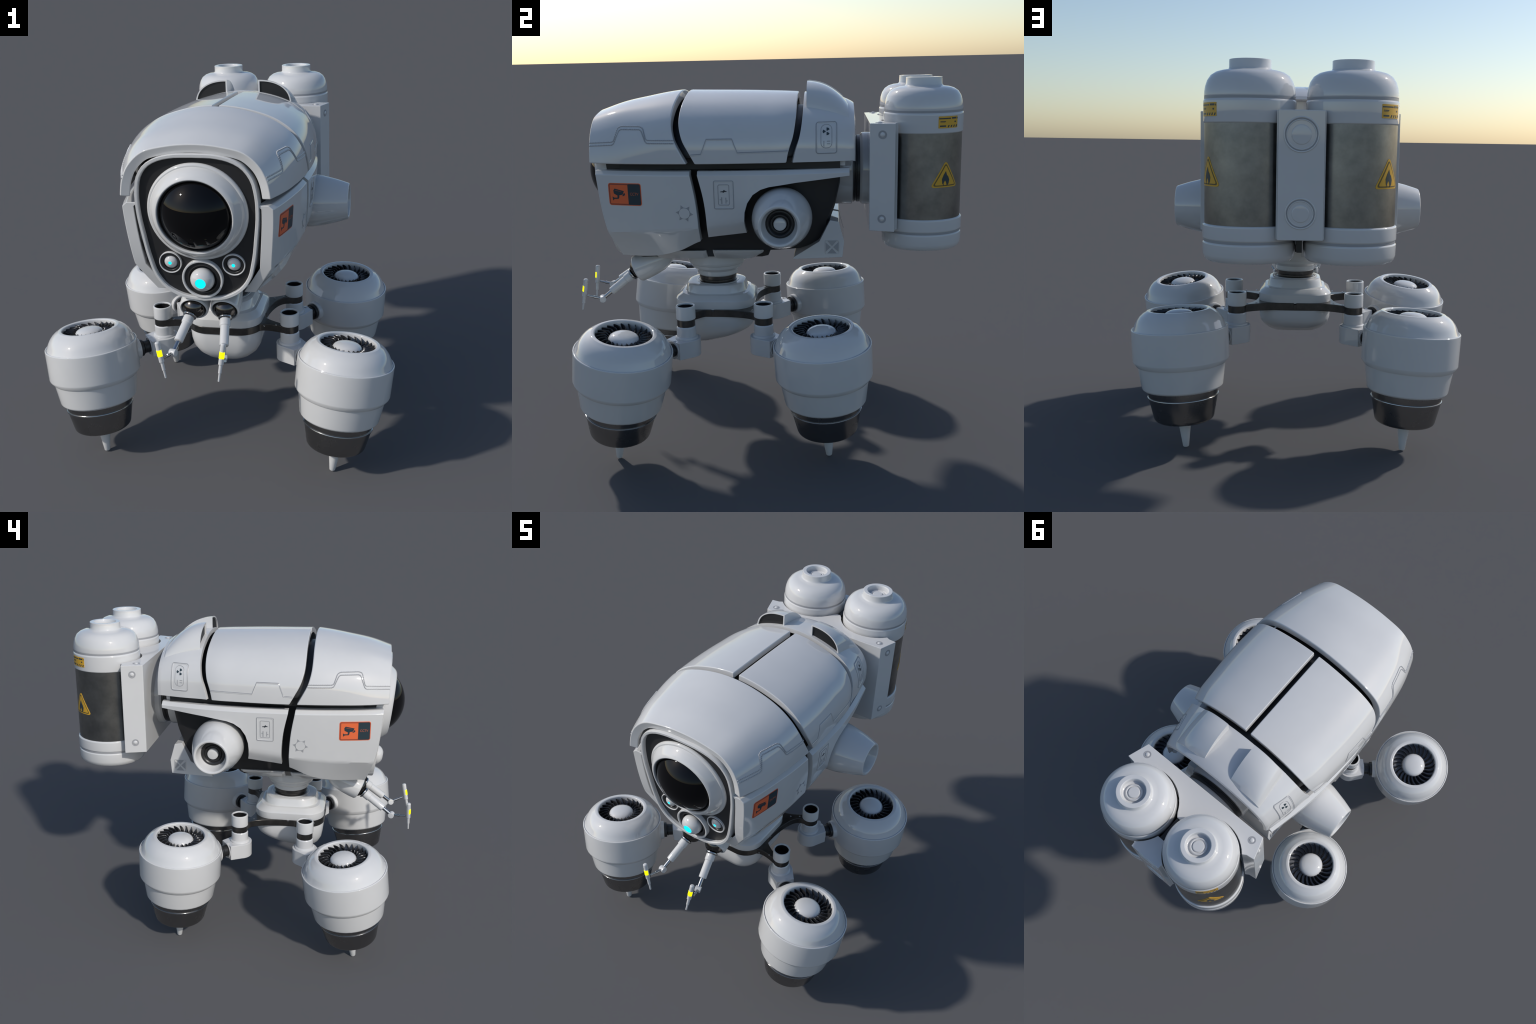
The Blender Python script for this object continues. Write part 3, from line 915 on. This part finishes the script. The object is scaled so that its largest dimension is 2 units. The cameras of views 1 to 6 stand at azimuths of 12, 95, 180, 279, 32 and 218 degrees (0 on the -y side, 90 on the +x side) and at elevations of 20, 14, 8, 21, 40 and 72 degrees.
for s in (1, -1):
    par = SIDE[0 if s > 0 else 1]
    mp = side_map(s, low_x)
    U0, U1 = (-.737, -.566) if s > 0 else (.566, .737)
    Z0, Z1 = 1.2435, 1.3555
    w = U1 - U0
    div = U0 + w * .60
    add("camera_sign", sticker_mesh("camera_sign", [rrect(U0, Z0, U1, Z1, .012)], mp, .0010, 3), ORANGE, par)
    add("sign_border", sticker_mesh("sign_border", [rrect(U0 + .003, Z0 + .003, U1 - .003, Z1 - .003, .010)], mp, .0015, 3), ORANGE_DARK, par)
    add("sign_field", sticker_mesh("sign_field", [rrect(U0 + .009, Z0 + .009, div, Z1 - .009, .004)], mp, .0021, 3), ORANGE, par)
    add("sign_field", sticker_mesh("sign_field", [rrect(div, Z0 + .0045, U1 - .0045, Z1 - .0045, .007)], mp, .0021, 3), SLATE, par)
    uc, zc = U0 + w * .30, (Z0 + Z1) / 2
    k = .95
    body = [(-.026, .020), (-.018, .030), (.033, .018), (.024, -.002), (-.006, -.006), (-.024, .004)]
    mount = [(-.004, -.004), (.006, -.004), (.004, -.018), (.0, -.024), (-.022, -.025), (-.031, -.033), (-.033, -.012), (-.024, -.018), (-.006, -.018)]
    lens = [(.028, .004), (.036, .008), (.038, -.002), (.030, -.008), (.020, -.009), (.027, -.002)]
    add("camera_symbol", sticker_mesh("camera_symbol", [[(uc + a * k, zc + b * k) for a, b in q] for q in (body, mount, lens)], mp, .0027, 1), SLATE, par)
    add("camera_symbol_slot", sticker_mesh("camera_symbol_slot", [[(uc - .014, zc + .0215), (uc + .017, zc + .0145), (uc + .018, zc + .0125), (uc - .014, zc + .0185)]], mp, .0031, 1), ORANGE_DARK, par)
    tp = text_polys_mesh("CCTV", .020)
    tc = (div + U1 - .004) / 2
    add("sign_lettering", sticker_mesh("sign_lettering", [[(tc + a * .85, zc + .002 + b) for a, b in q] for q in tp], mp, .0027, 0), LETTER, par)
    # embossed sun wheel
    cu, cz = (-.354 if s > 0 else .354), 1.2095
    add("sun_disc", sticker_mesh("sun_disc", [circle(cu, cz, .0265, 28)], mp, .0026, 1), WHITE, par)
    add("sun_outline", tube_mesh("sun_outline", [mp(a, b, 0) for a, b in circle(cu, cz, .0275, 36)], .0013, 6, True), ENGRAVE, par)
    rays = []
    for k in range(6):
        a = rad(52 + 60 * k)
        d_, n_ = np.array([math.cos(a), math.sin(a)]), np.array([-math.sin(a), math.cos(a)])
        c_ = np.array([cu, cz])
        rays.append([tuple(c_ + d_ * .028 - n_ * .0085), tuple(c_ + d_ * .028 + n_ * .0085), tuple(c_ + d_ * .044)])
    add("sun_ray", sticker_mesh("sun_ray", rays, mp, .0008, 0), ENGRAVE, par)["kind"] = "stuff"
    # framed service plates
    def frame(pts, r, mp_, par_, name="plate_frame", mat=ENGRAVE, h=0.0):
        dense = []
        for (a, b), (c_, d_) in zip(pts, pts[1:] + pts[:1]):
            L = max(1, int(math.hypot(c_ - a, d_ - b) / .006))
            dense += [(a + (c_ - a) * k / L, b + (d_ - b) * k / L) for k in range(L)]
        add(name, tube_mesh(name, [mp_(a, b, h) for a, b in dense], r, 6, True), mat, par_)
    fpar = FENDER[0 if s > 0 else 1]
    u0, u1 = (-.2045, -.1095) if s > 0 else (.1095, .2045)
    frame(rrect(u0, 1.2325, u1, 1.370, .008), .0020, mp, fpar)
    frame(rrect(u0 + .004, 1.2365, u1 - .004, 1.366, .006), .0022, mp, fpar, mat=WHITE)
    frame(rrect(u0 + .021, 1.252, u1 - .021, 1.351, .007), .0018, mp, fpar)
    cx = (u0 + u1) / 2
    prints = [[(cx - .015, 1.3185), (cx - .003, 1.320), (cx + .002, 1.3265), (cx + .007, 1.322), (cx + .015, 1.3195), (cx + .015, 1.3165), (cx + .005, 1.3165), (cx - .001, 1.3115), (cx - .006, 1.3155), (cx - .015, 1.3145)]]
    add("plate_symbol", sticker_mesh("plate_symbol", prints, mp, .0012, 0), INK, fpar)
    bars = [[(cx - .013, 1.257), (cx - .008, 1.257), (cx - .008, 1.290), (cx - .013, 1.290)], [(cx + .008, 1.259), (cx + .012, 1.259), (cx + .012, 1.288), (cx + .008, 1.288)], [(cx + .012, 1.270), (cx + .019, 1.270), (cx + .019, 1.274), (cx + .012, 1.274)], [(cx - .020, 1.276), (cx - .013, 1.276), (cx - .013, 1.280), (cx - .020, 1.280)]]
    add("plate_print", sticker_mesh("plate_print", bars, mp, .0010, 0), ENGRAVE, fpar)["kind"] = "stuff"
    # cowl plate with radiation trefoil
    mu = side_map(s, upper_x)
    u0, u1 = (.286, .384) if s > 0 else (-.384, -.286)
    frame(rrect(u0, 1.489, u1, 1.634, .012), .0022, mu, COWL)
    frame(rrect(u0 + .004, 1.493, u1 - .004, 1.630, .010), .0022, mu, COWL, mat=WHITE)
    cx = (u0 + u1) / 2
    inner_f = rrect(u0 + .023, 1.515, u1 - .023, 1.622, .022)
    frame(inner_f, .0016, mu, COWL)
    tre = []
    for k in range(3):
        a = rad(180 + 120 * k)
        c_ = np.array([cx, 1.591])
        pt = lambda r_, da: tuple(c_ + r_ * np.array([math.cos(a + da), math.sin(a + da)]))
        tre.append([pt(.004, -.4), pt(.0175, -.50), pt(.0185, 0), pt(.0175, .50), pt(.004, .4)])
    add("trefoil_symbol", sticker_mesh("trefoil_symbol", tre, mu, .0012, 0), SLATE, COWL)
    bars = [[(cx - .014, 1.521), (cx - .010, 1.521), (cx - .010, 1.548), (cx - .014, 1.548)], [(cx + .002, 1.544), (cx + .018, 1.544), (cx + .018, 1.548), (cx + .002, 1.548)], [(cx + .002, 1.532), (cx + .018, 1.532), (cx + .018, 1.536), (cx + .002, 1.536)]]
    add("plate_print", sticker_mesh("plate_print", bars, mu, .0009, 0), ENGRAVE, COWL)["kind"] = "stuff"
    # panel line on the top panel and stitched seam on the hood
    def polyline(pts, n=10):
        out = []
        for (a, b), (c_, d_) in zip(pts[:-1], pts[1:]):
            L = max(2, int(math.hypot(c_ - a, d_ - b) / .012))
            out += [(a + (c_ - a) * k / L, b + (d_ - b) * k / L) for k in range(L)]
        return out + [pts[-1]]
    sg = s
    line = [(-.308, 1.4955), (-.2585, 1.4985), (-.2315, 1.568), (-.111, 1.568), (-.0855, 1.503), (.152, 1.507)]
    tp_ob = [o for o in bpy.data.objects if o.name.startswith("top_panel")][0 if s > 0 else 1]
    pl3 = [mu(sg * a, b, 0) for a, b in polyline(line)]
    add("panel_line", tube_mesh("panel_line", pl3, .0026, 6), ENGRAVE, tp_ob)
    add("panel_line_highlight", tube_mesh("panel_line_highlight", [mu(sg * a, b - .0042, 0) for a, b in polyline(line)], .0024, 6), WHITE, tp_ob)  # white tube modelled as the bright highlight below the groove
    hood = bpy.data.objects["hood"]
    for dz, sh in ((.008, 0.006), (-.006, -.005)):
        line = [(-.829, 1.5385 + dz), (-.696, 1.5465 + dz), (-.673 - sh * .6, 1.612 + dz), (-.660, 1.619 + dz), (-.560, 1.619 + dz), (-.548 + sh * .6, 1.611 + dz), (-.526, 1.556 + dz), (-.389, 1.5555 + dz)]
        pts = fillet([(a, b, .012) for a, b in line], 4)
        pp = polyline(pts)
        # twisted cord: thin tube with beads
        path = [mu(sg * a, b, 0.0) for a, b in pp]
        add("seam_groove", tube_mesh("seam_groove", path, .0030, 6), ENGRAVE, hood)
        beads = []
        d_acc = [0.0]
        for p0, p1 in zip(path[:-1], path[1:]):
            d_acc.append(d_acc[-1] + (Vector(p1) - Vector(p0)).length)
        nb = int(d_acc[-1] / .0095)
        arr = np.array(path)
        for k in range(nb):
            q = [np.interp((k + .5) / nb * d_acc[-1], d_acc, arr[:, c]) for c in range(3)]
            q2 = [np.interp((k + .5) / nb * d_acc[-1] + .004, d_acc, arr[:, c]) for c in range(3)]
            tng = (Vector(q2) - Vector(q))
            up = Vector((0, 0, 1))
            a_ = Vector(q) - tng * .65 - up * .0032
            b_ = Vector(q) + tng * .65 + up * .0032
            beads.append(tube_mesh("seam_stitch", [a_, (a_ + b_) / 2, b_], .0028, 5))
        st = add("seam_stitch", join_meshes("seam_stitch", beads), WHITE, hood)
        st["kind"] = "stuff"
    # crossed square on the skid fin
    fx = lambda y, z: .322 - .12 * max(z - 1.02, 0)
    mf = side_map(s, fx)
    cu, cz, h_ = (.3605 if s > 0 else -.3605), 1.0175, .0315
    tris = []
    for k in range(4):
        a = rad(90 * k)
        R_ = lambda p: (cu + p[0] * math.cos(a) - p[1] * math.sin(a), cz + p[0] * math.sin(a) + p[1] * math.cos(a))
        tris.append([R_((.0065, 0)), R_((h_, -.0225)), R_((h_, .0225))])
    add("cross_mark", sticker_mesh("cross_mark", tris, mf, .0012, 0), ENGRAVE, FIN[0 if s > 0 else 1])
    frame(rrect(cu - h_ - .002, cz - h_ - .002, cu + h_ + .002, cz + h_ + .002, .005), .0018, mf, FIN[0 if s > 0 else 1], mat=WHITE)

# ------------------------------------------------------------------ arms
def lerp(a, b, t):
    return tuple(np.array(a) * (1 - t) + np.array(b) * t)
ARMS = [(1, (.075, -.690, .832), (.1112, -.8804, .6855), (.1395, -.960, .712), (.1354, -.9577, .803), (.1133, -.9946, .622)),
        (-1, (.075, -.692, .838), (.1326, -.8854, .7016), (.1560, -.973, .712), (.1745, -.9813, .8015), (.1415, -.9895, .6197))]
for s, sh, el, hj, tt, tb in ARMS:
    M = lambda p: (s * p[0], p[1], p[2])
    sh, el, hj, tt, tb = map(M, (sh, el, hj, tt, tb))
    d = Vector(el) - Vector(sh)
    L = d.length
    # socket housing under the chin
    hd = Vector((0, -.90, -.42)).normalized()
    hc = (s * .078, -.690, .842)
    prof = [(0, -.215), (.03, -.208), (.052, -.180), (.065, -.14), (.0715, -.09), (.0735, -.04), (.0725, -.008, .004), (.066, 0, .003), (.062, -.004), (.058, -.04)]
    hs = lathe("arm_socket", prof, WHITE, hc, hd, None, 40)
    ball = [(.0585 * math.sin(a), -.022 + .0585 * math.cos(a)) for a in np.linspace(2.2, 0, 16)]
    lathe("shoulder_ball", ball, SHOULDER, hc, hd, hs, 36)
    base = Vector(hc) - hd * .022 + d.normalized() * .050
    d = Vector(el) - base
    L = d.length
    arm = lathe("arm_sleeve", [(.0, .012), (.0235, .012), (.0265, .016, .003), (.0265, .050, .003), (.0225, .054), (.0222, L * .70, .002), (.016, L * .70 + .002), (0, L * .70 + .002)], WHITE, base, d, None, 28)
    lathe("shoulder_ring", [(.022, .004), (.034, .002, .002), (.034, .010, .002), (.026, .016), (.02, .016)], CHROME, base, d, arm, 28)
    lathe("arm_piston", [(0, L * .66), (.0105, L * .66), (.0105, L), (0, L)], CHROME, base, d, arm, 20)
    side = Vector(tt) - Vector(tb)
    fore = Vector(hj) - Vector(el)
    axle = d.normalized().cross(fore.normalized()).normalized()
    lathe("elbow_joint", [(0, -.0165), (.0175, -.0165, .002), (.0175, .0165, .002), (0, .0165)], WHITE, el, axle, arm, 24)
    F = fore.length
    lathe("forearm_rod", [(0, .012), (.007, .012), (.007, F * .42), (.0085, F * .43), (.0085, F * .55), (.0055, F * .57), (.0055, F * .95), (0, F * .95)], CHROME, el, fore, arm, 16)
    ax = Vector(tb) - Vector(tt)
    H = ax.length
    tool = lathe("hand_tool", [(0, 0), (.009, .001, .003), (.0125, .006, .003), (.0125, H * .55, .002), (.0085, H * .56), (.008, H * .77), (.0055, H * .78), (.005, H - .002, .002), (0, H)], WHITE, tt, ax, None, 24)
    m4 = axis_matrix(tt, ax)
    front = (m4.inverted().to_3x3() @ Vector((0, -1, 0)))
    fa = math.atan2(front.y, front.x)
    wrap = []
    for zz in (H * .22, H * .305, H * .39):
        arc_o = [(.0134 * math.cos(fa + rad(t)), .0134 * math.sin(fa + rad(t)), zz) for t in range(-80, 81, 16)]
        arc_i = [(.0110 * math.cos(fa + rad(t)), .0110 * math.sin(fa + rad(t)), zz) for t in range(80, -81, -16)]
        wrap.append(arc_o + arc_i)
    add("tool_light", loft_mesh("tool_light", wrap, 40), YELLOWLIGHT, tool)
